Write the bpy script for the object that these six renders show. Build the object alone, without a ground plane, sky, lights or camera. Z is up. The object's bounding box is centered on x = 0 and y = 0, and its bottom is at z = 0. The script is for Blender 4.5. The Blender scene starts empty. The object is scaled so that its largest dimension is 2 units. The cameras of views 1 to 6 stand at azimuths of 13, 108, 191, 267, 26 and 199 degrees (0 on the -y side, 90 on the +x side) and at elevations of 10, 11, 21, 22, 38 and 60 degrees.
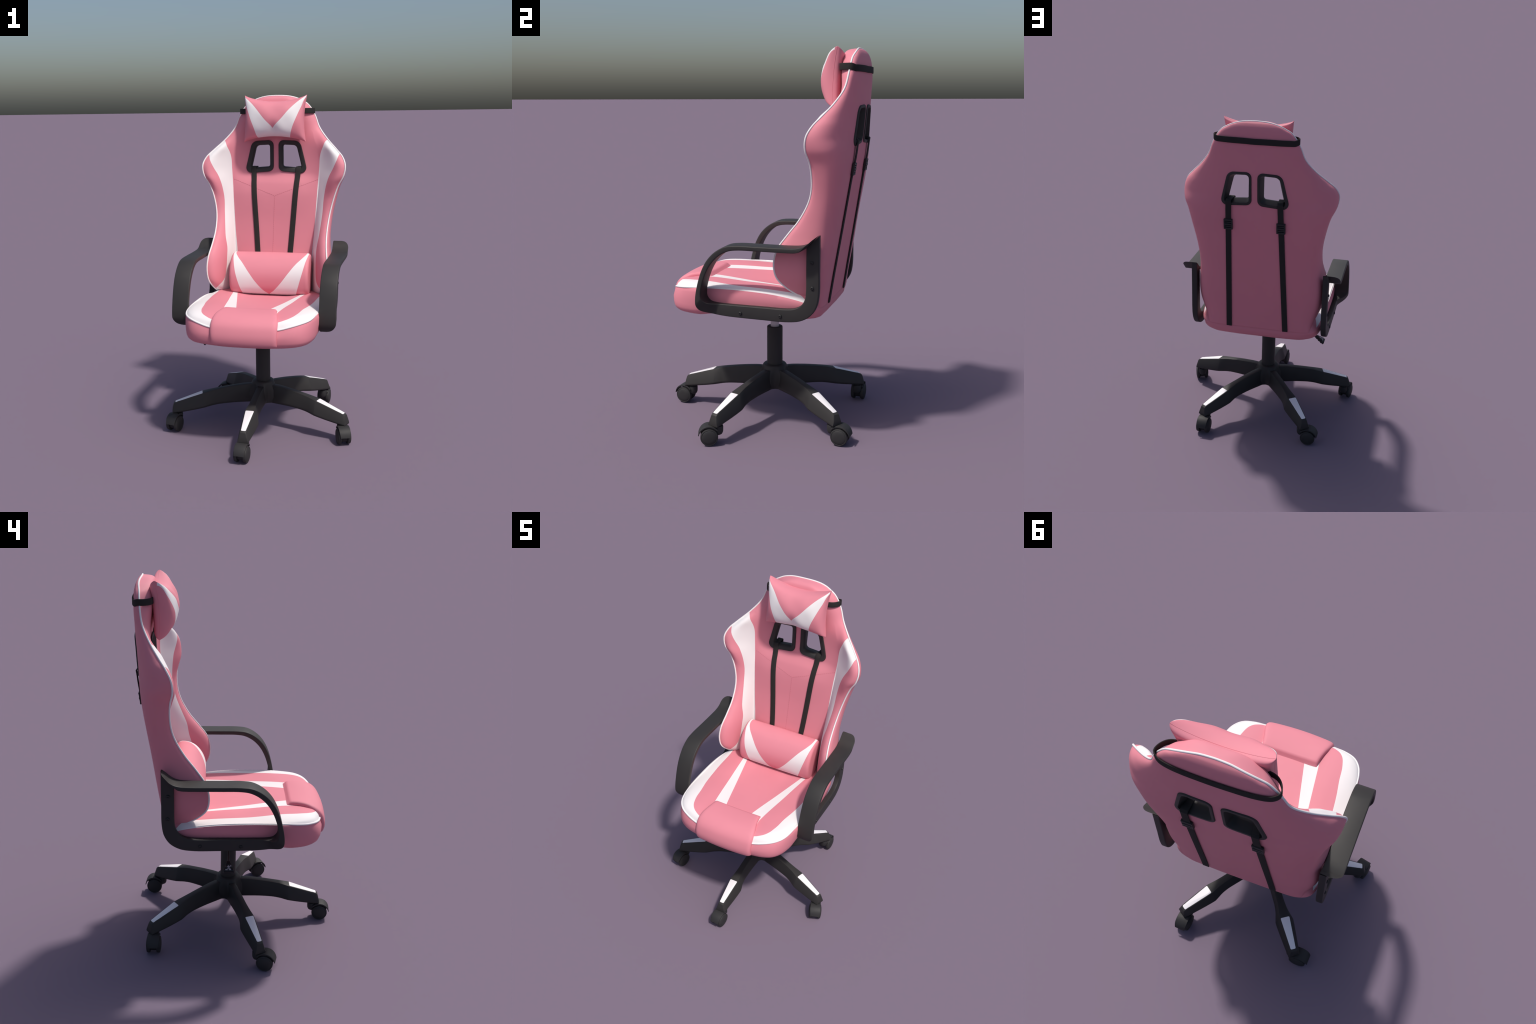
import bpy, bmesh, math, random
import numpy as np
from mathutils import Vector

random.seed(7)
RNG = np.random.default_rng(7)

# ------------------------------------------------------------------ helpers
def pchip(pts):
    """Shape-preserving cubic through (x, y) control points; clamps outside."""
    p = sorted(pts)
    x = np.array([a for a, _ in p], float)
    y = np.array([b for _, b in p], float)
    h, n = np.diff(x), len(x)
    d = np.diff(y) / h
    m = np.zeros(n)
    for i in range(1, n - 1):
        if d[i - 1] * d[i] > 0:
            w1, w2 = 2 * h[i] + h[i - 1], h[i] + 2 * h[i - 1]
            m[i] = (w1 + w2) / (w1 / d[i - 1] + w2 / d[i])
    m[0], m[-1] = d[0], d[-1]

    def f(q):
        q = min(max(q, x[0]), x[-1])
        i = min(int(np.searchsorted(x, q, side="right")) - 1, n - 2)
        t = (q - x[i]) / h[i]
        return (y[i] * (1 + 2 * t) * (1 - t) ** 2 + m[i] * h[i] * t * (1 - t) ** 2
                + y[i + 1] * t * t * (3 - 2 * t) + m[i + 1] * h[i] * t * t * (t - 1))
    return f


def smooth(a, b, v):
    t = min(max((v - a) / (b - a), 0.0), 1.0)
    return t * t * (3 - 2 * t)


def spline(points, count, closed=False, even=True):
    """Centripetal Catmull-Rom through the points, resampled evenly by length (or left per control span)."""
    P = [np.array(p, float) for p in points]
    n = len(P)
    out = []
    segs = n if closed else n - 1
    for i in range(segs):
        p1, p2 = P[i % n], P[(i + 1) % n]
        p0 = P[(i - 1) % n] if closed or i > 0 else 2 * p1 - p2
        p3 = P[(i + 2) % n] if closed or i < n - 2 else 2 * p2 - p1
        t0 = 0.0
        t1 = t0 + max(np.linalg.norm(p1 - p0), 1e-9) ** .5
        t2 = t1 + max(np.linalg.norm(p2 - p1), 1e-9) ** .5
        t3 = t2 + max(np.linalg.norm(p3 - p2), 1e-9) ** .5
        for k in range(16):
            t = t1 + (t2 - t1) * k / 16
            a1 = (t1 - t) / (t1 - t0) * p0 + (t - t0) / (t1 - t0) * p1
            a2 = (t2 - t) / (t2 - t1) * p1 + (t - t1) / (t2 - t1) * p2
            a3 = (t3 - t) / (t3 - t2) * p2 + (t - t2) / (t3 - t2) * p3
            b1 = (t2 - t) / (t2 - t0) * a1 + (t - t0) / (t2 - t0) * a2
            b2 = (t3 - t) / (t3 - t1) * a2 + (t - t1) / (t3 - t1) * a3
            out.append((t2 - t) / (t2 - t1) * b1 + (t - t1) / (t2 - t1) * b2)
    out.append(P[0] if closed else P[-1])
    return resample(out, count, closed) if even else np.array(out)[::count]


def resample(pts, count, closed=False):
    q = np.array(pts)
    s = np.concatenate([[0], np.cumsum(np.linalg.norm(np.diff(q, axis=0), axis=1))])
    t = np.linspace(0, s[-1], count + (1 if closed else 0))
    r = np.stack([np.interp(t, s, q[:, k]) for k in range(q.shape[1])], axis=1)
    return r[:-1] if closed else r


def make(name, verts, faces, mat, parent=None, sharp=40, mats=None, index=None, merge=0):
    me = bpy.data.meshes.new(name)
    me.from_pydata([tuple(float(c) for c in v) for v in verts], [], [tuple(f) for f in faces])
    for m in (mats or [mat]):
        me.materials.append(m)
    if index is not None:
        me.polygons.foreach_set("material_index", index)
    bm = bmesh.new()
    bm.from_mesh(me)
    if merge:
        bmesh.ops.remove_doubles(bm, verts=bm.verts, dist=merge)
        bmesh.ops.dissolve_degenerate(bm, edges=bm.edges, dist=1e-6)
    bmesh.ops.recalc_face_normals(bm, faces=bm.faces)
    bm.to_mesh(me)
    bm.free()
    me.polygons.foreach_set("use_smooth", [True] * len(me.polygons))
    if sharp:
        me.set_sharp_from_angle(angle=math.radians(sharp))
    ob = bpy.data.objects.new(name, me)
    bpy.context.scene.collection.objects.link(ob)
    if parent is not None:
        ob.parent = parent
    return ob


def join_parts(parts):
    """Concatenate (verts, faces) pairs."""
    V, F = [], []
    for v, f in parts:
        o = len(V)
        V += [tuple(p) for p in v]
        F += [tuple(i + o for i in g) for g in f]
    return V, F


def loft(sections, closed=False, caps=True):
    """Skin equal-length closed sections."""
    n = len(sections[0])
    V = [p for s in sections for p in s]
    F = []
    m = len(sections)
    for i in range(m if closed else m - 1):
        a, b = i * n, ((i + 1) % m) * n
        for j in range(n):
            k = (j + 1) % n
            F.append((a + j, a + k, b + k, b + j))
    if caps and not closed:
        F.append(tuple(range(n - 1, -1, -1)))
        F.append(tuple((m - 1) * n + j for j in range(n)))
    return V, F


def rounded(c, A, B, r, seg=3):
    """Rounded rectangle with half vectors A and B and corner radius r."""
    c, A, B = (np.array(v, float) for v in (c, A, B))
    la, lb = np.linalg.norm(A), np.linalg.norm(B)
    a, b = A / la, B / lb
    r = min(r, la * .98, lb * .98)
    out = []
    for q, (sa, sb) in enumerate(((1, 1), (-1, 1), (-1, -1), (1, -1))):
        for k in range(seg + 1):
            t = math.pi / 2 * (q + k / seg)
            out.append(c + a * (sa * (la - r) + r * math.cos(t)) + b * (sb * (lb - r) + r * math.sin(t)))
    return out


def tube(path, radius, closed=False, seg=10):
    P = np.array(path, float)
    n = len(P)
    sec, up = [], None
    for i in range(n):
        t = P[(i + 1) % n] - P[i - 1] if closed else P[min(i + 1, n - 1)] - P[max(i - 1, 0)]
        t = t / np.linalg.norm(t)
        if up is None:
            up = np.cross(t, (0.3, 0.2, 1.0))
        up = up - t * (up @ t)
        up /= np.linalg.norm(up)
        s = np.cross(t, up)
        sec.append([P[i] + radius * (up * math.cos(a) + s * math.sin(a)) for a in np.linspace(0, 2 * math.pi, seg, endpoint=False)])
    return loft(sec, closed)


def ribbon(path, sides, half, thick, r=None, seg=3):
    """Flat band: path of centre points, side direction, half width and thickness per point."""
    P = np.array(path, float)
    n = len(P)
    half = np.broadcast_to(half, n)
    sec = []
    for i in range(n):
        t = P[min(i + 1, n - 1)] - P[max(i - 1, 0)]
        t /= np.linalg.norm(t)
        s = np.array(sides[i] if np.ndim(sides) == 2 else sides, float)
        s = s - t * (s @ t)
        s /= np.linalg.norm(s)
        u = np.cross(t, s)
        sec.append(rounded(P[i], s * half[i], u * thick / 2, thick * .45 if r is None else r, seg))
    return loft(sec)


def lathe(profile, seg=40, origin=(0, 0, 0)):
    """Spin (radius, z) profile about z."""
    o = np.array(origin, float)
    sec = []
    for r, z in profile:
        sec.append([o + (r * math.cos(a), r * math.sin(a), z) for a in np.linspace(0, 2 * math.pi, seg, endpoint=False)])
    return loft(sec)


def turn(verts, az, origin):
    """Local (forward, side, up) -> world; forward points along azimuth az (0 = -y, 90 = +x)."""
    a = math.radians(az)
    f = np.array((math.sin(a), -math.cos(a), 0))
    s = np.array((math.cos(a), math.sin(a), 0))
    o = np.array(origin, float)
    return [o + f * v[0] + s * v[1] + np.array((0, 0, 1.0)) * v[2] for v in verts]


# ---------------------------------------------------------------- materials
class Nodes:
    def __init__(self, name):
        self.m = bpy.data.materials.new(name)
        self.m.use_nodes = True
        self.t = self.m.node_tree
        self.b = self.t.nodes["Principled BSDF"]
        tc = self.t.nodes.new("ShaderNodeTexCoord")
        sp = self.t.nodes.new("ShaderNodeSeparateXYZ")
        self.t.links.new(tc.outputs["Object"], sp.inputs[0])
        self.co, self.x, self.y, self.z = tc.outputs["Object"], sp.outputs[0], sp.outputs[1], sp.outputs[2]

    def math(self, op, a, b=None):
        n = self.t.nodes.new("ShaderNodeMath")
        n.operation = op
        for i, v in enumerate((a, b)):
            if v is None:
                continue
            if isinstance(v, (int, float)):
                n.inputs[i].default_value = v
            else:
                self.t.links.new(v, n.inputs[i])
        return n.outputs[0]

    def curve(self, v, pts, lo, hi, handle="AUTO_CLAMPED"):
        """Piecewise curve of v given (v, value) control points, values in 0..1."""
        n = self.t.nodes.new("ShaderNodeFloatCurve")
        self.t.links.new(self.math("DIVIDE", self.math("SUBTRACT", v, lo), hi - lo), n.inputs["Value"])
        c = n.mapping.curves[0]
        pts = sorted(((a - lo) / (hi - lo), b) for a, b in pts)
        c.points[0].location = pts[0]
        c.points[1].location = pts[-1]
        for p in pts[1:-1]:
            c.points.new(*p)
        for p in c.points:
            p.handle_type = handle
        n.mapping.update()
        return n.outputs[0]

    def mix(self, fac, a, b):
        n = self.t.nodes.new("ShaderNodeMix")
        n.data_type = "RGBA"
        self.t.links.new(fac, n.inputs["Factor"])
        for s, v in ((n.inputs[6], a), (n.inputs[7], b)):
            if isinstance(v, tuple):
                s.default_value = (*v, 1)
            else:
                self.t.links.new(v, s)
        return n.outputs[2]

    def vary(self, col, amount, scale):
        """Very faint blotchiness so that big areas are not perfectly flat."""
        n = self.t.nodes.new("ShaderNodeTexNoise")
        n.inputs["Scale"].default_value = scale
        self.t.links.new(self.co, n.inputs["Vector"])
        return self.mix(n.outputs["Fac"], tuple(c * (1 - amount) for c in col), tuple(min(1, c * (1 + amount)) for c in col))

    def grain(self, scale, strength, dist=.001):
        n = self.t.nodes.new("ShaderNodeTexNoise")
        n.inputs["Scale"].default_value = scale
        n.inputs["Detail"].default_value = 3
        self.t.links.new(self.co, n.inputs["Vector"])
        bu = self.t.nodes.new("ShaderNodeBump")
        bu.inputs["Strength"].default_value = strength
        bu.inputs["Distance"].default_value = dist
        self.t.links.new(n.outputs["Fac"], bu.inputs["Height"])
        self.t.links.new(bu.outputs[0], self.b.inputs["Normal"])

    def finish(self, col, rough, spec=.3):
        if isinstance(col, tuple):
            self.b.inputs["Base Color"].default_value = (*col, 1)
        else:
            self.t.links.new(col, self.b.inputs["Base Color"])
        self.b.inputs["Roughness"].default_value = rough
        self.b.inputs["Specular IOR Level"].default_value = spec
        return self.m


PINK = (0.70, 0.243, 0.297)
WHITE = (0.81, 0.775, 0.78)
BLACK = (0.0315, 0.0300, 0.0295)
STRAP = (0.029, 0.0265, 0.0260)


def plain(name, col, rough, spec=.3, amount=.03, scale=6, grain=None):
    n = Nodes(name)
    if grain:
        n.grain(*grain)
    return n.finish(n.vary(col, amount, scale), rough, spec)


pink = plain("pink_vinyl", PINK, .6, .25, grain=(420, .05))
white = plain("white_vinyl", WHITE, .55, .25, .015)
black = plain("black_plastic", BLACK, .55, .3, .06, 20, (600, .05))
webbing = plain("black_webbing", STRAP, .8, .15, .06, 40, (900, .15))
rubber = plain("wheel_plastic", (.030, .029, .030), .6, .3, .05, 30)
dark = plain("dark_plastic", (.02, .02, .021), .5, .35, .05, 30)
inlay_white = plain("white_plastic", (.86, .83, .85), .4, .4, .01)
piston_grey = plain("piston_grey", (.62, .57, .60), .35, .5, .02)
stitch_pink = plain("stitch_thread", tuple(c * .88 for c in PINK), .8, .1)
print_grey = plain("printed_ink", (.55, .53, .58), .7, .2)
print_red = plain("printed_warning", (.16, .09, .10), .7, .2)


def two_tone(name, mask_builder):
    n = Nodes(name)
    n.grain(420, .05)
    return n.finish(n.mix(mask_builder(n), n.vary(PINK, .03, 6), n.vary(WHITE, .015, 6)), .58, .25)


XC = .008  # upper part sits a touch off centre

SEAM = [(.70, .232), (.85, .232), (1.047, .243), (1.138, .252), (1.319, .264), (1.473, .274), (1.545, .279),
        (1.627, .285), (1.681, .304), (1.72, .325), (1.735, .40), (1.75, .95), (2.02, .95)]
WHITE_EDGE = [(.70, .34), (.80, .345), (.822, .328), (.861, .296), (.916, .286), (1.029, .284), (1.15, .299), (1.271, .311),
              (1.382, .319), (1.486, .343), (1.559, .379), (1.60, .398), (1.641, .416), (1.68, .50), (1.75, .95), (2.02, .95)]


def back_mask(n):
    ax = n.math("ABSOLUTE", n.math("SUBTRACT", n.x, XC * .6))
    inner = n.math("GREATER_THAN", ax, n.curve(n.z, SEAM, .7, 2.02))
    outer = n.math("LESS_THAN", ax, n.curve(n.z, WHITE_EDGE, .7, 2.02))
    return n.math("MULTIPLY", inner, outer)


def seat_mask(n):
    ax = n.math("ABSOLUTE", n.math("SUBTRACT", n.x, .004))
    s_in = n.curve(n.y, [(-.5, .034), (-.287, .083), (.225, .203), (.45, .256)], -.5, .45, "VECTOR")
    s_out = n.curve(n.y, [(-.5, .186), (-.31, .157), (.225, .228), (.45, .258)], -.5, .45, "VECTOR")
    stripe = n.math("MULTIPLY", n.math("GREATER_THAN", ax, s_in), n.math("LESS_THAN", ax, s_out))
    edge = n.curve(n.y, [(-.5, .0), (-.44, .0), (-.432, .08), (-.426, .17), (-.41, .218), (-.383, .25), (-.33, .272), (-.23, .287),
                         (-.14, .302), (.0, .315), (.22, .325), (.28, .333), (.33, .352), (.45, .37)], -.5, .45)
    border = n.math("GREATER_THAN", ax, edge)
    border = n.math("MULTIPLY", border, n.math("LESS_THAN", n.y, .35))
    return n.math("MAXIMUM", stripe, border)


def head_mask(n):
    ax = n.math("ABSOLUTE", n.math("SUBTRACT", n.x, .012))
    inner = n.curve(n.z, [(1.70, 0.), (1.797, 0.), (1.805, .004), (1.855, .052), (1.917, .106), (1.955, .146), (1.995, .197), (2.02, .22)], 1.70, 2.02)
    outer = n.curve(n.z, [(1.70, .088), (1.745, .103), (1.80, .119), (1.86, .143), (1.92, .168), (1.995, .205), (2.02, .24)], 1.70, 2.02)
    v = n.math("MULTIPLY", n.math("GREATER_THAN", ax, inner), n.math("LESS_THAN", ax, outer))
    return n.math("MULTIPLY", v, n.math("LESS_THAN", n.y, .412))


def lumbar_mask(n):
    ax = n.math("ABSOLUTE", n.math("SUBTRACT", n.x, .006))
    inner = n.curve(n.z, [(.75, .0), (.785, .002), (.81, .03), (.86, .075), (.927, .126), (.98, .170), (1.01, .203), (1.032, .226), (1.1, .25)], .75, 1.1)
    outer = n.curve(n.z, [(.75, .16), (.79, .170), (.86, .191), (.927, .210), (.99, .226), (1.032, .238), (1.1, .25)], .75, 1.1)
    v = n.math("MULTIPLY", n.math("GREATER_THAN", ax, inner), n.math("LESS_THAN", ax, outer))
    return n.math("MULTIPLY", v, n.math("LESS_THAN", n.y, .33))


back_mat = two_tone("backrest_panels", back_mask)
seat_mat = two_tone("seat_panels", seat_mask)
head_mat = two_tone("head_pillow_panels", head_mask)
lumbar_mat = two_tone("lumbar_pillow_panels", lumbar_mask)

# -------------------------------------------------------------- the one thing
chair = bpy.data.objects.new("gaming_chair", None)
bpy.context.scene.collection.objects.link(chair)
chair["label"] = "pink and white racing style gaming chair with black armrests"
chair["category"] = "office chair"

# ------------------------------------------------------------------ backrest
# welt line from the crown down one side: half width, y, z
WELT = [(0, .500, 1.9955), (.055, .502, 1.9935), (.10, .506, 1.986), (.14, .506, 1.973), (.165, .503, 1.960), (.19, .500, 1.945), (.217, .498, 1.914), (.243, .494, 1.868),
        (.270, .482, 1.80), (.325, .445, 1.728), (.388, .398, 1.665), (.430, .363, 1.620), (.449, .338, 1.570),
        (.440, .333, 1.510), (.408, .346, 1.450), (.386, .351, 1.390), (.366, .346, 1.310), (.356, .327, 1.245),
        (.352, .280, 1.160), (.358, .222, 1.085), (.370, .173, 1.013), (.375, .156, .942), (.369, .167, .872),
        (.350, .212, .818), (.330, .278, .774), (.318, .325, .745), (.312, .345, .715)]
welt = spline(WELT, 170)
wz = welt[::-1, 2]
W_OF = lambda z: float(np.interp(z, wz, welt[::-1, 0]))
Y_OF = lambda z: float(np.interp(z, wz, welt[::-1, 1]))
CENTRE_Y = pchip([(.70, .335), (.80, .330), (.9, .338), (1.05, .368), (1.2, .385), (1.38, .400), (1.45, .418), (1.52, .450), (1.6, .456),
                  (1.75, .450), (1.88, .436), (1.95, .431), (1.975, .437), (1.988, .450), (1.993, .468), (1.9955, .490)])
REAR_Y = pchip([(.70, .388), (.717, .391), (.87, .415), (1.06, .446), (1.23, .473), (1.4, .499), (1.54, .517), (1.64, .527), (1.75, .534),
                (1.86, .536), (1.92, .535), (1.955, .530), (1.985, .516), (1.9955, .503)])
SEAM_X = pchip([(.70, .232), (1.047, .250), (1.319, .268), (1.545, .277), (1.66, .265), (1.74, .24), (2.0, .2)])
SEAM_Y = pchip([(.70, .365), (.85, .380), (1.03, .393), (1.2, .403), (1.38, .415), (1.48, .427), (1.63, .437), (1.75, .437), (1.88, .436), (2.0, .49)])
WALL_POWER = pchip([(.7, 2.0), (.95, 2.1), (1.2, 2.2), (1.38, 2.0), (1.55, 1.15), (1.7, 1.1), (2.0, 1.4)])
BULGE = pchip([(.70, 0), (.80, .004), (1.0, .011), (1.2, .015), (1.35, .014), (1.5, .005), (1.6, 0), (2.0, 0)])
REAR_POWER = pchip([(.7, 6.8), (.95, 6.6), (1.12, 6.0), (1.3, 5.6), (1.4, 4.9), (1.5, 3.5), (1.57, 2.6), (1.68, 2.3), (1.78, 2.4), (1.87, 2.9), (2.0, 2.9)])
shift = lambda z: XC * smooth(1.0, 1.5, z)


def front_y(x, z):
    """Depth of the padded front at half-offset x (from the centre line) and height z."""
    w, yp, yc = max(W_OF(z), .0005), Y_OF(z), CENTRE_Y(z)
    ax = min(abs(x), w)
    xs = min(SEAM_X(z), w * .8)
    ys = SEAM_Y(z)
    if ax <= xs:
        wing = yc + (ys - yc) * (ax / xs) ** 4.5
    else:
        t = (ax - xs) / (w - xs)
        crest = .003 + .024 * smooth(1.36, 1.50, z) * (1 - .6 * smooth(1.66, 1.76, z))   # rolled edge of the shoulder wing
        wing = ys + (yp - ys) * (1 - (1 - t) ** WALL_POWER(z)) - crest * max(0, math.sin(math.pi * min(t, 1) ** 2.0)) ** 1.1
    head = yc + (yp - yc) * (ax / max(w, 1e-6)) ** 7
    h = smooth(1.66, 1.80, z)
    return wing * (1 - h) + head * h


def rear_y(x, z):
    w, yp, yr, p = W_OF(z), Y_OF(z), REAR_Y(z), REAR_POWER(z)
    u = min(abs(x) / max(w, 1e-6), 1)
    return yp + (yr - yp) * (1 - u ** p) ** (1 / p)


def build_backrest():
    rows, nf, nr = [], 72, 48   # front and rear columns
    for i, (w, yp, z) in enumerate(welt):
        w = max(w, .0005)
        ring = []
        xs = min(SEAM_X(z), w * .8)               # one mesh line always runs along the panel seam
        inner = [xs * (1 - (1 - a / 20) ** 1.3) for a in range(20)]
        outer = [xs + (w - xs) * (a / 16) ** 1.15 for a in range(17)]
        side = inner + outer
        for x in [-v for v in side[::-1]] + side[1:-1]:   # front, left to right
            ring.append((shift(z) + x, front_y(x, z), z))
        p = REAR_POWER(z)
        for k in range(nr):                       # back, right to left
            th = math.pi * k / nr
            c, sn = math.cos(th), math.sin(th)
            r = (abs(c) ** p + sn ** p) ** (-1 / p)
            f = min(r * sn, 1)                    # 0 at the welt, 1 on the rear face
            puff = BULGE(z) * 2.6 * math.sqrt(f) * (1 - f)
            ring.append((shift(z) + r * c * (w + puff), yp + (REAR_Y(z) - yp) * f, z))
        rows.append(ring)
    V, F = loft(rows)
    n = nf + nr
    idx = [0 if (f % n) < nf else 1 for f in range((len(rows) - 1) * n)] + [1, 1]
    return make("backrest", V, F, None, chair, 0, [back_mat, pink, black], idx, merge=1e-5)


# outline of one see-through slot (offset from centre line, z), front opening and frame
def slot_outline(grow, count=64):
    # corners, anticlockwise, with rounding radius
    c = [(.043, 1.557, .012), (.161, 1.548, .012), (.127, 1.688, .026), (.043, 1.692, .010)]
    P = [np.array(a[:2]) for a in c]
    n = len(P)
    lines = []
    widen = [1.10, 1.12, 1.0, 0.94]        # frame is broader on some sides
    for i in range(n):
        d = P[(i + 1) % n] - P[i]
        d /= np.linalg.norm(d)
        nrm = np.array((d[1], -d[0]))
        lines.append((P[i] + nrm * grow * widen[i], d))
    Q = []
    for i in range(n):
        (p, d), (q, e) = lines[i - 1], lines[i]
        t = np.linalg.solve(np.array([d, -e]).T, q - p)[0]
        Q.append(p + d * t)
    out = []
    for i in range(n):
        a, b, cc = Q[i - 1], Q[i], Q[(i + 1) % n]
        r = c[i][2] + grow * .75
        u, v = (a - b) / np.linalg.norm(a - b), (cc - b) / np.linalg.norm(cc - b)
        half = math.acos(np.clip(u @ v, -1, 1)) / 2
        tl = r / math.tan(half)
        mid = b + (u + v) / np.linalg.norm(u + v) * r / math.sin(half)
        s, e2 = b + u * tl - mid, b + v * tl - mid
        a0, a1 = math.atan2(s[1], s[0]), math.atan2(e2[1], e2[0])
        da = (a1 - a0 + math.pi) % (2 * math.pi) - math.pi
        for k in range(9):
            t = a0 + da * k / 8
            out.append(mid + r * np.array((math.cos(t), math.sin(t))))
    return resample(out + [out[0]], count, True)


def slot_ring(grow, side, depth):
    """3D ring of a slot outline; depth(x, z) gives y."""
    return [(XC + side * x, depth(x, z), z) for x, z in slot_outline(grow)]


back = build_backrest()
for side in (-1, 1):
    V, F = loft([slot_ring(.019, side, lambda x, z: .30), slot_ring(.019, side, lambda x, z: .70)])
    cut = make("slot_cutter", V, F, black, None, 0)
    md = back.modifiers.new("slot", "BOOLEAN")
    md.operation, md.object, md.solver = "DIFFERENCE", cut, "EXACT"
    dg = bpy.context.evaluated_depsgraph_get()
    new = bpy.data.meshes.new_from_object(back.evaluated_get(dg))
    back.modifiers.clear()
    back.data = new
    bpy.data.objects.remove(cut)


def split_by_material(ob, names):
    """Separate faces by material index into objects that share their border."""
    src = ob.data
    mats = [m for m in src.materials]
    groups = {}
    for p in src.polygons:
        groups.setdefault(min(p.material_index, 1), []).append(p)
    res = []
    for gi, polys in sorted(groups.items()):
        used, V, F = {}, [], []
        for p in polys:
            f = []
            for v in p.vertices:
                if v not in used:
                    used[v] = len(V)
                    V.append(src.vertices[v].co[:])
                f.append(used[v])
            F.append(f)
        me = bpy.data.meshes.new(names[gi])
        me.from_pydata(V, [], F)
        me.materials.append(mats[gi])
        me.polygons.foreach_set("use_smooth", [True] * len(me.polygons))
        me.set_sharp_from_angle(angle=math.radians(50))
        o = bpy.data.objects.new(names[gi], me)
        bpy.context.scene.collection.objects.link(o)
        res.append(o)
    return res


parts = split_by_material(back, ["backrest_cushion", "backrest_shell"])
bpy.data.objects.remove(back)
for o in parts:
    o.parent = chair
cushion, shell = parts

# welt (white piping) all round the backrest
right = [(shift(z) + w, y - .0015, z) for w, y, z in welt]
left = [(shift(z) - w, y - .0015, z) for w, y, z in welt]
path = resample(right[::-1] + left[1:], 360)
V, F = tube(path, .0046)
make("backrest_piping", V, F, white, chair)

# plastic frames lining the two slots
for side in (-1, 1):
    fr = lambda d: (lambda x, z: front_y(x, z) + d)
    bk = lambda d: (lambda x, z: rear_y(x, z) + d)
    rings = [slot_ring(.0290, side, fr(.006)), slot_ring(.0290, side, fr(-.004)), slot_ring(.0268, side, fr(-.0075)), slot_ring(.010, side, fr(-.0075)),
             slot_ring(.004, side, fr(-.003)), slot_ring(.0005, side, fr(.012)), slot_ring(.0, side, fr(.025)),
             slot_ring(.0105, side, bk(-.014)), slot_ring(.0125, side, bk(.002)), slot_ring(.0145, side, bk(.0060)), slot_ring(.0255, side, bk(.0060)),
             slot_ring(.0280, side, bk(.003)), slot_ring(.0280, side, bk(-.006))]
    V, F = loft(rings, closed=True)
    make("slot_frame", V, F, black, chair, 45)

# stitched V on the padded panel
def dashes(line, dash=.007, gap=.006, r=.0011, lift=.0006):
    P = np.array(line, float)
    L = np.linalg.norm(np.diff(P, axis=0), axis=1).sum()
    n = int(L / (dash + gap))
    dense = resample(P, n * 4 + 1)
    out = []
    for i in range(n):
        seg = dense[i * 4:i * 4 + 3]
        out.append(tube([s + np.array((0, -lift, lift * .3)) for s in seg], r, seg=5))
    return join_parts(out)


def on_front(x, z):
    return (shift(z) + x, front_y(x, z), z)


lines = [dashes([on_front(s * x, 1.377 + (1.480 - 1.377) * (x / .274)) for x in np.linspace(0.004, .274, 40)]) for s in (-1, 1)]
lines.append(dashes([on_front(0, z) for z in np.linspace(1.374, 1.0, 40)]))
V, F = join_parts(lines)
ob = make("panel_stitching", V, F, stitch_pink, chair)
ob["kind"] = "stuff"
# ------------------------------------------------------------------- harness
for side in (-1, 1):
    line = []
    for t in np.linspace(0, 1, 26):               # up the front
        x, z = .098 + (.142 - .098) * t, .94 + (1.528 - .94) * t
        line.append((XC + side * x, front_y(x, z) - .0045 - .005 * smooth(.93, 1, t), z))
    xr = .148
    zt = 1.5535
    line += [(XC + side * .143, front_y(.143, 1.55) - .010, 1.545), (XC + side * .1435, front_y(.143, 1.55) - .003, zt + .001), (XC + side * .144, .475, zt), (XC + side * .146, .505, zt),
             (XC + side * .147, rear_y(xr, 1.55) + .004, zt), (XC + side * xr, rear_y(xr, 1.54) + .013, 1.545)]
    for t in np.linspace(0, 1, 30):               # down the rear
        z = 1.52 + (.712 - 1.52) * t
        x = .1485 + ((.178 if side > 0 else .167) - .1485) * t
        line.append((XC * (1 - t) + side * x, rear_y(x, z) + .0045 + .006 * (1 - smooth(0, .25, t)), z))
    V, F = ribbon(line, (1.0, 0, 0), .0165, .0045)
    st = make("harness_strap", V, F, webbing, chair, 45)
    # slide buckle
    zb = 1.403
    xb, yb = XC + side * .152, rear_y(.152, zb) + .009
    d = np.array((0, rear_y(.152, 1.43) - rear_y(.152, 1.37), .06))
    d /= np.linalg.norm(d)
    u = np.cross((1, 0, 0), d)
    u = u if u[1] > 0 else -u
    c = np.array((xb, yb, zb))
    bars = []
    for off, hh, th, hw in ((-.026, .0055, .013, .0245), (.026, .0055, .013, .0245), (0, .006, .016, .022), (-.013, .004, .012, .0225), (.013, .004, .012, .0225)):
        bars.append(loft([rounded(c + d * off + np.array((s * hw, 0, 0)), d * hh, u * th / 2, .003) for s in (-1, 1)]))
    for s in (-1, 1):
        bars.append(loft([rounded(c + d * o2 + np.array((s * .0215, 0, 0)), (.004, 0, 0), u * .006, .002) for o2 in (-.03, .03)]))
    V, F = join_parts(bars)
    make("strap_buckle", V, F, dark, st, 40)

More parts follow.
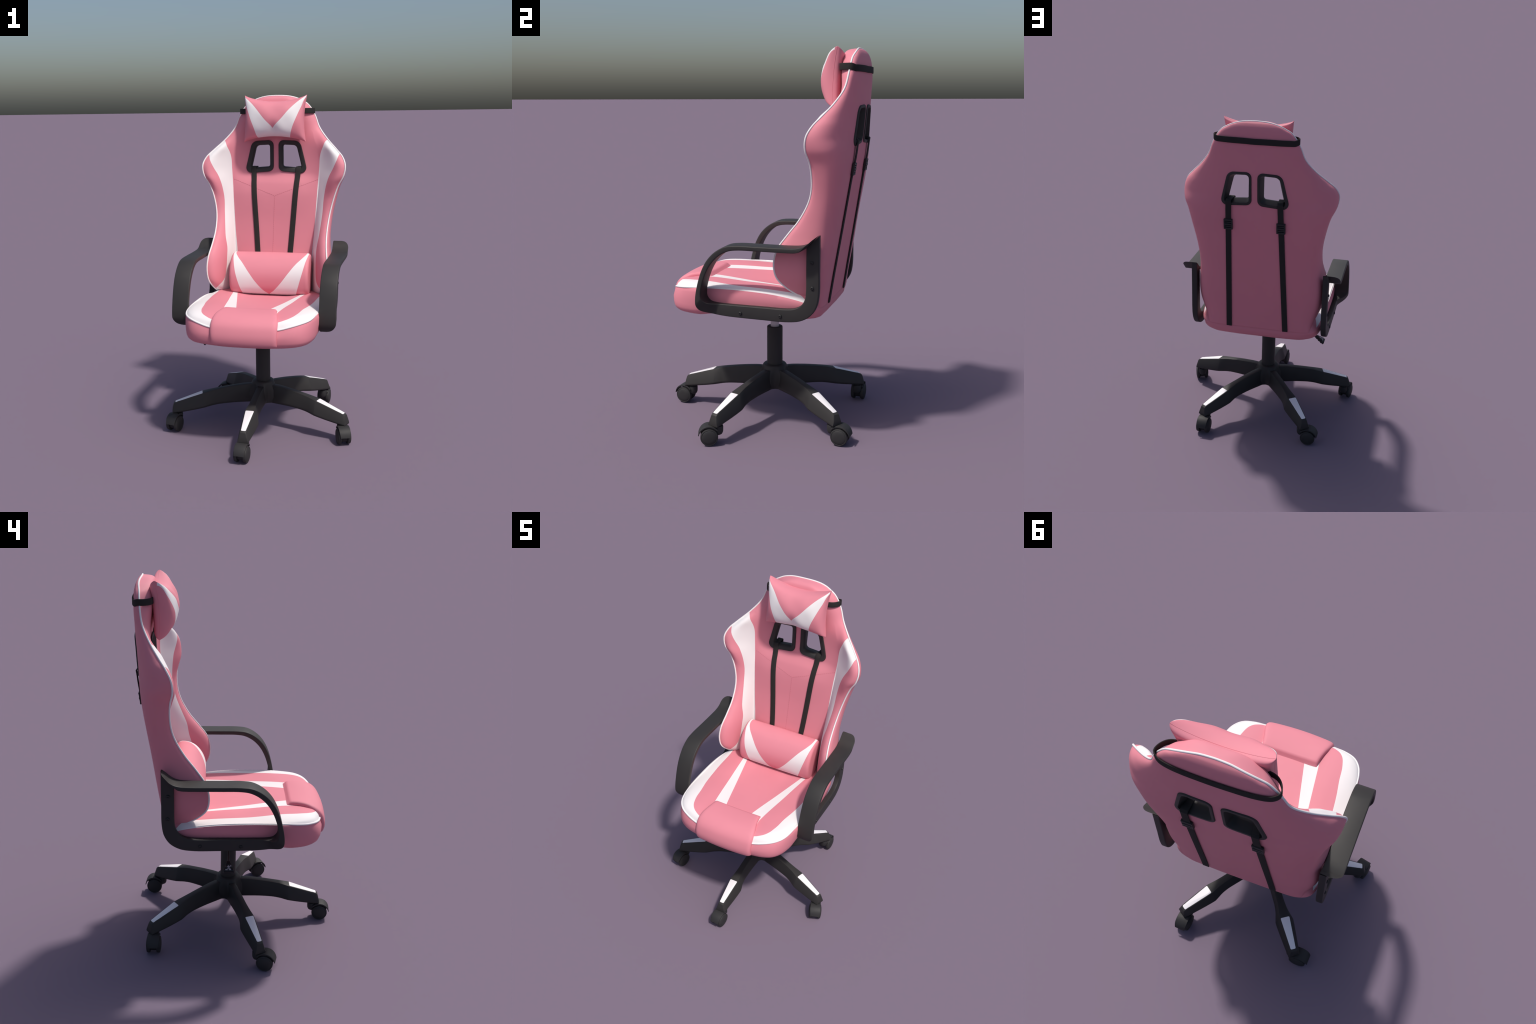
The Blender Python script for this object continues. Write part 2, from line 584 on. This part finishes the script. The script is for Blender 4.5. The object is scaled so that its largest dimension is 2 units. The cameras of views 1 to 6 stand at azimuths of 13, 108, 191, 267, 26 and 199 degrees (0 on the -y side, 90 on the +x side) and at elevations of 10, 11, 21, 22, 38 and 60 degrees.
# band that holds the head pillow
zb = 1.897
pts = [(.150, .434), (.186, .437), (.208, .446), (.227, .466), (.2365, .489), (.2360, .505)]
half = [(x, y, zb + .004) for x, y in pts]
for x in (.219, .20, .165, .12, .06):
    half.append((x, rear_y(min(x, W_OF(zb) - .0005), zb) + (.0045 if x < .23 else .002), zb - .003))
loop = [(XC + x, y, z) for x, y, z in half] + [(XC, rear_y(0, zb) + .0045, zb - .004)] + [(XC - x, y, z) for x, y, z in half[::-1]]
V, F = ribbon(spline(loop, 90), (0, 0, 1.0), .0165, .005)
make("head_pillow_strap", V, F, webbing, chair, 45)

# -------------------------------------------------------------- head pillow
def build_head_pillow():
    nu, nv = 56, 44
    cx, cz = .012, 1.8545
    def outline(u, v):
        # corners drawn out into points, edges drawn in
        x = .195 * u * (1 - .065 * (1 - v * v))
        z = (.1425 if v > 0 else .1440) * v * (1 - (.265 if v > 0 else .25) * (1 - u * u) ** .8)
        return cx + x + .002 * v, cz + z
    V, F = [], []
    for face in (0, 1):
        for j in range(nv + 1):
            for i in range(nu + 1):
                u, v = math.sin(math.pi / 2 * (-1 + 2 * i / nu)), math.sin(math.pi / 2 * (-1 + 2 * j / nv))
                x, z = outline(u, v)
                seam = .405 + .022 * (v * .5 + .5) * .9 - .012 * (1 - v * v) + .012 * u * u * 0
                puff = max(0, (1 - u * u)) ** .46 * max(0, (1 - v * v)) ** .46
                rim = (max(0, 1 - abs(u) ** 14) * max(0, 1 - abs(v) ** 14)) ** .38
                if face == 0:
                    y = seam - .027 * rim - .061 * puff - .002
                    y += .010 * math.exp(-((x - cx) / .03) ** 2 - ((z - 1.80) / .05) ** 2)       # dimple where the V meets
                    y += .004 * puff * math.sin(x * 40 + 1.0) * math.cos(z * 36)
                else:
                    y = seam + .024 * rim + .014 * puff + .002
                V.append((x, y, z))
    m = (nv + 1) * (nu + 1)
    g = lambda f, j, i: f * m + j * (nu + 1) + i
    for j in range(nv):
        for i in range(nu):
            F.append((g(0, j, i), g(0, j, i + 1), g(0, j + 1, i + 1), g(0, j + 1, i)))
            F.append((g(1, j, i), g(1, j + 1, i), g(1, j + 1, i + 1), g(1, j, i + 1)))
    rim = [(0, i) for i in range(nu)] + [(j, nu) for j in range(nv)] + [(nv, nu - i) for i in range(nu)] + [(nv - j, 0) for j in range(nv)]
    for k in range(len(rim)):
        a, b = rim[k], rim[(k + 1) % len(rim)]
        F.append((g(0, *a), g(1, *a), g(1, *b), g(0, *b)))
    seamline = [(np.array(V[g(0, *a)]) + np.array(V[g(1, *a)])) / 2 for a in rim]
    return V, F, seamline


V, F, seamline = build_head_pillow()
hp = make("head_pillow", V, F, head_mat, chair, 0)
V, F = tube(resample(seamline + [seamline[0]], 200, True), .0011, True, 6)
make("pillow_seam", V, F, pink, hp)

# ------------------------------------------------------------ lumbar pillow
def build_lumbar():
    # side profile in (y, z): round front, flatter rear leaning on the panel
    prof = spline([(.215, .786), (.190, .815), (.178, .865), (.180, .915), (.200, .965), (.238, 1.008), (.283, 1.028), (.328, 1.026),
                   (.352, .995), (.350, .93), (.340, .86), (.325, .80), (.295, .779), (.25, .776)], 72, True)
    c = np.array((.275, .895))
    secs = []
    for a in np.linspace(0, 1, 8):                 # puffed end caps
        t = math.sin(a * math.pi / 2)
        secs.append((-.246 + .030 * (1 - math.cos(a * math.pi / 2)), .80 + .20 * t))
    secs = [(-.250, .45), (-.249, .68)] + [(-.248 + .022 * (1 - math.cos(a * math.pi / 2)) , .84 + .16 * math.sin(a * math.pi / 2)) for a in np.linspace(0, 1, 6)]
    mid = [(x, 1 + .012 * math.cos(x / .22 * math.pi / 2)) for x in np.linspace(-.20, .20, 21)]
    secs = secs + mid + [(-x, s) for x, s in secs[::-1]]
    sections = [[(.005 + x, *(c + (p - c) * s)) for p in prof] for x, s in secs]
    return loft(sections)


V, F = build_lumbar()
make("lumbar_pillow", V, F, lumbar_mat, chair, 60)

# ---------------------------------------------------------------------- seat
EDGE = [(0, -.462, .735), (.10, -.458, .737), (.19, -.447, .742), (.255, -.432, .757), (.31, -.405, .771), (.345, -.362, .778), (.363, -.305, .784),
        (.371, -.215, .790), (.373, -.07, .792), (.372, .066, .788), (.367, .171, .778), (.357, .273, .758), (.346, .328, .740), (.328, .362, .724), (.285, .378, .716), (.15, .383, .714), (0, .384, .714)]
half_edge = spline(EDGE, 90)
edge_line = np.concatenate([half_edge, (half_edge * (-1, 1, 1))[::-1][1:-1]])
TOP_Z = pchip([(-.46, .765), (-.41, .785), (-.33, .797), (-.25, .799), (0, .788), (.2, .776), (.41, .772)])


def seat_top(x, y):
    return TOP_Z(y) + (.009 + .008 * smooth(-.1, .15, y)) * smooth(.10, .25, abs(x)) - .005 * smooth(.29, .36, abs(x))


def build_seat():
    c = np.array((0, -.03))
    rings = []
    # underside up to the welt
    for inset, drop in ((.30, 0), (.12, .0), (.044, .003), (.024, .010), (.010, .022), (.003, .038), (.0, .06), (-.002, .6), (-.001, .85), (.0, 1.0)):
        ring = []
        for x, y, z in edge_line:
            d = np.array((x, y)) - c
            L = np.linalg.norm(d)
            d /= L
            front = smooth(-.30, -.44, y)
            zb = .626 + .006 * smooth(.1, .33, abs(x)) + .012 * smooth(.25, .35, abs(x)) * smooth(-.30, -.2, y)
            corner = .004 * smooth(-.24, -.36, y) * smooth(.18, .29, abs(x)) * (1 if drop < .9 else .5 if drop < .95 else 0)
            if drop < .2:
                zz = zb + drop
            else:
                zz = zb + .06 + (z - zb - .06) * (drop - .4) / .6 if drop > .5 else z
            side_out = .017 * smooth(-.36, -.2, y) * smooth(.40, .33, y) * math.copysign(1, x) * (abs(x) > .2) * (1 - abs(min(drop, 1) - .75) / .5 if drop > .2 else .45)
            out = .012 * front * smooth(1.0, .5, (drop if drop > .2 else .5)) if drop >= .06 else .012 * front
            inset_here = inset * (1 + .9 * smooth(.25, .38, y))
            p = np.array((x, y)) - d * (min(inset_here, L * .9) - corner) + np.array((0, -1.0)) * out + np.array((side_out, 0))
            ring.append((p[0], p[1], zz))
        rings.append(ring)
    # padded top
    for k in np.linspace(0, 1, 40)[1:]:
        q = 1 - (1 - k) ** .8
        ring = []
        for x, y, z in edge_line:
            p = c + (np.array((x, y)) - c) * (1 - q * .997)
            dist = np.linalg.norm(np.array((x, y)) - p)
            r = min(dist / .052, 1)
            f = math.sqrt(max(0, 1 - (1 - r) ** 2.0))
            ring.append((p[0], p[1], z + (seat_top(p[0], p[1]) - z) * f))
        rings.append(ring)
    return loft(rings)


V, F = build_seat()
n = len(edge_line)
idx = [1 if f // n < 9 else 0 for f in range(48 * n)] + [1, 0]
seat = make("seat_cushion", V, F, None, chair, 50, [seat_mat, pink], idx)
k = int(np.argmin(abs(half_edge[:, 1] - .33) + (half_edge[:, 1] < 0)))
wl = half_edge[:k + 1]
path = np.concatenate([(wl * (-1, 1, 1))[::-1], wl[1:]]) + (0, 0, .001)
V, F = tube(path, .0050)
make("seat_piping", V, F, white, seat)
# pad draped over the front edge
drape = spline([(-.268, .804), (-.30, .809), (-.35, .810), (-.40, .803), (-.44, .785), (-.467, .757), (-.480, .72), (-.483, .69), (-.478, .665), (-.469, .648)], 44)
sec = []
for i, (y, z) in enumerate(drape):
    t = i / 43
    t0, t1 = drape[max(i - 1, 0)], drape[min(i + 1, 43)]
    tan = (t1 - t0) / np.linalg.norm(t1 - t0)
    nrm = np.array((tan[1], -tan[0]))
    nrm = -nrm if nrm[1] < 0 and abs(nrm[1]) > abs(nrm[0]) else nrm
    if nrm[0] > 0 and abs(nrm[0]) > abs(nrm[1]):
        nrm = -nrm
    hw = .153 + .034 * smooth(0, .62, t) - .003 * smooth(.75, 1, t)
    ring = []
    lo, hi = -.026, .009
    ends = 1 - .85 * smooth(.07, 0, t) - .4 * smooth(.97, 1, t)
    us = np.concatenate([-np.cos(np.linspace(0, math.pi, 31)), np.cos(np.linspace(0, math.pi, 31))[1:-1]])
    for q, u in enumerate(us):
        top = q <= 30
        e = (1 - abs(u) ** 22) ** .5 if abs(u) < 1 else 0
        off = (lo + hi) / 2 + ((hi - lo) / 2 * e * ends if top else -(hi - lo) / 2 * e)
        dip = .012 * abs(u) ** 2 * smooth(.25, .5, t)      # follows the rounded seat front
        ring.append((.003 + u * hw, y + nrm[0] * off + dip, z + nrm[1] * off + .004 * u * u * (1 - smooth(.1, .45, t))))
    sec.append(ring)
V, F = loft(sec)
make("front_pad", V, F, pink, chair, 60)

# ------------------------------------------------------------------ armrests
OUTER = spline([(.393, 1.100), (.375, 1.086), (.352, 1.065), (.325, 1.050), (.295, 1.043), (.25, 1.0405), (.10, 1.0405), (-.014, 1.040), (-.068, 1.032), (-.120, 1.004),
                (-.164, .960), (-.196, .902), (-.219, .83), (-.232, .76), (-.231, .718), (-.218, .691), (-.186, .673), (-.115, .6605), (.10, .654), (.24, .654),
                (.305, .665), (.355, .695), (.385, .742), (.396, .80), (.397, .92), (.397, 1.04), (.3965, 1.0990)], 2, even=False)
INNER = spline([(.333, 1.036), (.322, 1.030), (.308, 1.023), (.29, 1.019), (.265, 1.0175), (.22, 1.017), (.10, 1.017), (-.008, 1.016), (-.054, 1.008), (-.101, .983),
                (-.142, .942), (-.172, .890), (-.193, .83), (-.202, .785), (-.198, .752), (-.179, .731), (-.147, .723), (-.08, .721), (.10, .720), (.23, .720),
                (.275, .727), (.308, .747), (.326, .778), (.331, .815), (.3315, .92), (.332, 1.00), (.3325, 1.0350)], 2, even=False)


def build_arm(side):
    secs = []
    n = len(OUTER)
    s = np.concatenate([[0], np.cumsum(np.linalg.norm(np.diff(OUTER, axis=0), axis=1))])
    i_bot = int(np.argmin(np.where(OUTER[:, 0] < -.17, abs(OUTER[:, 1] - .673), 9)))
    for i in range(n):
        o, q = OUTER[i], INNER[i]
        wide = .440 + .038 * math.sqrt(max(0, 1 - (1 - min(s[i] / .055, 1)) ** 2))
        # broad strap runs out into the thin lower rail
        wide = .413 + (wide - .413) * smooth(-.035, .080, s[i_bot] - s[i])
        x0, x1 = .380, wide
        c = (side * (x0 + x1) / 2, (o[0] + q[0]) / 2, (o[1] + q[1]) / 2)
        B = np.array((0, (o[0] - q[0]) / 2, (o[1] - q[1]) / 2))
        secs.append(rounded(c, (side * (x1 - x0) / 2, 0, 0), B, .0055, 4))
    return loft(secs)


for side in (-1, 1):
    V, F = build_arm(side)
    arm = make("armrest", V, F, black, chair, 50)
    for y, z in ((-.011, .681), (.200, .683), (.364, .838), (.361, .964)):
        prof = [(.0095, 0), (.0095, .002), (.0085, .0045), (.0065, .006), (.0045, .0065), (.0038, .0045), (.0015, .0042)]
        bv, bf = lathe(prof, 18)
        bv = [(side * (.4125 + p[2]), y + p[0], z + p[1]) for p in bv]
        make("bolt", bv, bf, dark, arm, 50)

# ---------------------------------------------------- swivel base and column
BC = (0.0, .044)          # base centre
LEG_AZ = [0, 72, 144, 216, 288]
WIDEN = 1.034          # the star is slightly broader than deep


def hub_section(r, z, wave):
    out = []
    for k in range(80):
        a = 2 * math.pi * k / 80
        rr = r * (1 + wave * math.cos(5 * a))
        out.append((BC[0] + rr * math.sin(a), BC[1] - rr * math.cos(a), z))
    return out


V, F = loft([hub_section(.035, .160, 0), hub_section(.074, .158, .16), hub_section(.086, .166, .20), hub_section(.089, .20, .18), hub_section(.083, .24, .14),
             hub_section(.075, .262, .08), hub_section(.069, .274, .03), hub_section(.066, .284, 0), hub_section(.061, .290, 0), hub_section(.045, .291, 0)])
base = make("swivel_base", V, F, black, chair, 50)

#        r,  z_top, z_bottom, half width top, half width bottom
LEG = [(.035, .268, .158, .019, .030), (.088, .268, .158, .019, .030), (.17, .2605, .157, .0185, .0285), (.25, .2485, .152, .0185, .0285), (.30, .239, .146, .0205, .034),
       (.335, .2305, .140, .0245, .044), (.356, .2245, .1365, .0270, .0495), (.40, .2105, .127, .0255, .0465), (.48, .1835, .112, .0205, .0385), (.520, .1695, .105, .0175, .0340),
       (.532, .1600, .1035, .0165, .0325), (.5405, .125, .1035, .0235, .0310)]


def leg_section(r, zt, zb, ht, hb):
    zm = zb + (zt - zb) * .13
    pts = [(-ht, zt), (ht, zt), (hb * .97 + ht * .03, zm), (hb * .86, zb), (-hb * .86, zb), (-hb * .97 - ht * .03, zm)]
    # soften each corner of the hexagon
    out = []
    n = len(pts)
    for i in range(n):
        p, a, b = (np.array(pts[j % n]) for j in (i, i - 1, i + 1))
        rr = .0045
        u, v = (a - p) / np.linalg.norm(a - p), (b - p) / np.linalg.norm(b - p)
        for t in (0, .5, 1):
            out.append(p + u * rr * (1 - t) ** 2 + v * rr * t ** 2)
    return [(r, q[0], q[1]) for q in out]


fine = []
fs = [pchip([(a[0], a[k]) for a in LEG]) for k in range(1, 5)]
for r in sorted(set(list(np.linspace(.035, .52, 36)) + [.356, .526, .532, .537, .5405])):
    fine.append(leg_section(r, *(f(r) for f in fs)))
leg_V, leg_F = loft(fine)
# white inlay: a thin plate with rounded corners, proud of the leg's top
top_of = fs[0]
plate = []
for h in (-.004, .0012, .0018):
    c = [(.361, -.0235), (.5215, -.0132), (.5215, .0132), (.361, .0235)]
    g = -.0012 if h > .0015 else 0
    ring = []
    for i in range(4):
        p, a, b = (np.array(c[j % 4]) for j in (i, i - 1, i + 1))
        u, v = (a - p) / np.linalg.norm(a - p), (b - p) / np.linalg.norm(b - p)
        p = p - (u + v) * g
        for t in np.linspace(0, 1, 5):
            ring.append(p + u * .006 * (1 - t) ** 2 + v * .006 * t ** 2)
    z0, z1 = top_of(.361), top_of(.5215)
    plate.append([(q[0], q[1], z0 + (z1 - z0) * (q[0] - .361) / (.5215 - .361) + h) for q in ring])
inl_V, inl_F = loft(plate)

for az in LEG_AZ:
    lv = [p * (WIDEN, 1, 1) for p in turn(leg_V, az, (*BC, 0))]
    make("base_leg", lv, leg_F, black, base, 28)
    iv = [p * (WIDEN, 1, 1) for p in turn(inl_V, az, (*BC, 0))]
    make("leg_inlay", iv, inl_F, inlay_white, base, 40)

V, F = lathe([(.030, .25), (.0435, .25), (.0435, .501), (.042, .506), (.038, .508), (.026, .506), (.022, .495)], 48, (*BC, 0))
make("gas_lift_cover", V, F, black, chair, 40)
V, F = lathe([(.0235, .47), (.0235, .612), (.018, .613)], 40, (*BC, 0))
make("gas_lift_piston", V, F, piston_grey, chair, 40)
# tilt mechanism tucked under the seat
V, F = join_parts([loft([rounded((0, .05, z), (w, 0, 0), (0, d, 0), .02, 4) for z, w, d in ((.585, .055, .075), (.59, .06, .08), (.600, .07, .09), (.606, .15, .14), (.613, .15, .14))])])
mech = make("tilt_mechanism", V, F, dark, chair, 40)

# height lever: a rod that ends in a flat ridged paddle
a, b = np.array((-.03, .046, .592)), np.array((-.305, .050, .536))
V, F = tube([a + (b - a) * t for t in np.linspace(0, 1, 6)], .0042, seg=10)
make("lever_rod", V, F, dark, mech)
e = np.array((-.366, .0485, .497))
ax = (e - b) / np.linalg.norm(e - b)
lat = np.array((0, 1.0, 0))
nrm = np.cross(lat, ax)
nrm = nrm if nrm[2] > 0 else -nrm
nrm /= np.linalg.norm(nrm)
L = np.linalg.norm(e - b)
secs = []
for t in np.linspace(0, 1, 29):
    hw = .0115 + .018 * smooth(0, .9, t)
    th = .0065 + .002 * smooth(0, .3, t) + (.0016 * math.cos(t * 4 * 2 * math.pi) if .25 < t < .97 else 0) - .003 * smooth(.96, 1, t)
    secs.append(rounded(b + ax * L * t, lat * hw, nrm * th, .0045))
V, F = loft(secs)
paddle = make("lever_handle", V, F, dark, mech, 50)


def decal(poly, t0=.0008):
    """Thin printed shape on the paddle: points (side, along) in metres."""
    o = b + ax * L * .55 + nrm * .0112
    # facing outwards and up: along axis runs downhill
    top = [o + lat * -p[0] - ax * p[1] + nrm * t0 for p in poly]
    bot = [q - nrm * .004 for q in top]
    return loft([bot, top])


disc = lambda cx, cy, r: [(cx + r * math.cos(t), cy + r * math.sin(t)) for t in np.linspace(0, 2 * math.pi, 14, endpoint=False)]
bar = lambda x0, y0, x1, y1, w: [(x0 - (y1 - y0) / math.hypot(x1 - x0, y1 - y0) * w, y0 + (x1 - x0) / math.hypot(x1 - x0, y1 - y0) * w),
                                 (x0 + (y1 - y0) / math.hypot(x1 - x0, y1 - y0) * w, y0 - (x1 - x0) / math.hypot(x1 - x0, y1 - y0) * w),
                                 (x1 + (y1 - y0) / math.hypot(x1 - x0, y1 - y0) * w, y1 - (x1 - x0) / math.hypot(x1 - x0, y1 - y0) * w),
                                 (x1 - (y1 - y0) / math.hypot(x1 - x0, y1 - y0) * w, y1 + (x1 - x0) / math.hypot(x1 - x0, y1 - y0) * w)]
icon = [bar(-.006, .002, .006, .002, .0024), bar(.001, .002, .001, -.006, .0011), bar(-.008, -.010, .001, -.006, .0011), bar(.001, -.006, .010, -.010, .0011),
        bar(.0, .004, .0, .012, .0013), bar(.007, .003, .012, .009, .0014), bar(.012, .009, .016, .006, .001), bar(.008, .010, .010, .014, .001), bar(-.006, .004, -.006, .008, .001)]
icon += [bar(-.018 + dx, -.0125 - dy, -.006 + dx, -.0125 - dy, .0008) for dx, dy in ((0, 0), (.001, .0035), (.019, .0), (.018, .0035))]
V, F = join_parts([decal(p) for p in icon])
ob = make("lever_print", V, F, print_grey, mech)
ob["kind"] = "stuff"
V, F = decal([(-.018, .003), (-.010, .003), (-.014, .010)])
ob = make("warning_print", V, F, print_red, mech)

# ------------------------------------------------------------------- casters
def wheel_mesh(s):
    """Lathe about the axle (local side axis), outer face towards s."""
    prof = [(.004, .017), (.040, .017), (.0445, .0185), (.046, .021), (.046, .031), (.0445, .0355), (.0405, .0375), (.0385, .0362), (.0370, .0372), (.034, .0390), (.020, .0412), (.002, .0420)]
    n = 44
    sec = [[(r * math.cos(a), s * d, .046 + r * math.sin(a)) for a in np.linspace(0, 2 * math.pi, n, endpoint=False)] for r, d in prof]
    return loft(sec)


def hood_mesh():
    parts = []
    # fender arching over the wheels, from the stem to the nose
    sec = []
    for t in np.linspace(0, 1, 26):
        a = math.radians(8 + 132 * t)
        hw = .029 + .004 * smooth(0, .35, t)
        th = .0022 + .0022 * smooth(0, .5, t)
        R = .0555
        c = np.array((R * math.cos(a), 0, .046 + R * math.sin(a)))
        rad = np.array((math.cos(a), 0, math.sin(a)))
        sec.append(rounded(c, (0, hw, 0), rad * th, .0018))
    parts.append(loft(sec))
    # stem housing behind the wheels
    prof = [(.003, .049), (.013, .0505), (.021, .056), (.0255, .066), (.0265, .080), (.0265, .094), (.0250, .0995), (.0215, .101), (.0190, .102), (.0185, .112), (.010, .112)]
    hv, hf = lathe(prof, 28, (-.046, 0, 0))
    parts.append((hv, hf))
    # bridge between fender and housing, and the core between the wheels
    parts.append(loft([rounded((x, 0, (z0 + z1) / 2), (0, w, 0), (0, 0, (z1 - z0) / 2), .006) for x, z0, z1, w in
                       ((-.048, .062, .098, .020), (-.032, .055, .099, .0245), (-.015, .06, .0995, .0265), (0, .07, .0995, .028), (.012, .08, .097, .026))]))
    n = 30
    parts.append(loft([[(r * math.cos(a), d, .046 + r * math.sin(a)) for a in np.linspace(0, 2 * math.pi, n, endpoint=False)] for r, d in ((.030, -.018), (.034, -.017), (.034, .017), (.030, .018))]))
    return join_parts(parts)


hood_V, hood_F = hood_mesh()
TRAIL = {0: -5, 72: 21, 144: 176, 216: 268, 288: -13}
for az in LEG_AZ:
    a = math.radians(az)
    r = .508
    stem = np.array((BC[0] + r * math.sin(a) * WIDEN, BC[1] - r * math.cos(a), 0))
    tr = math.radians(TRAIL[az])
    centre = stem + .040 * np.array((math.sin(tr), -math.cos(tr), 0))
    cs = make("caster", turn(hood_V, TRAIL[az], centre), hood_F, rubber, chair, 40)
    for s in (-1, 1):
        wv, wf = wheel_mesh(s)
        make("wheel", turn(wv, TRAIL[az], centre), wf, rubber, cs, 35)
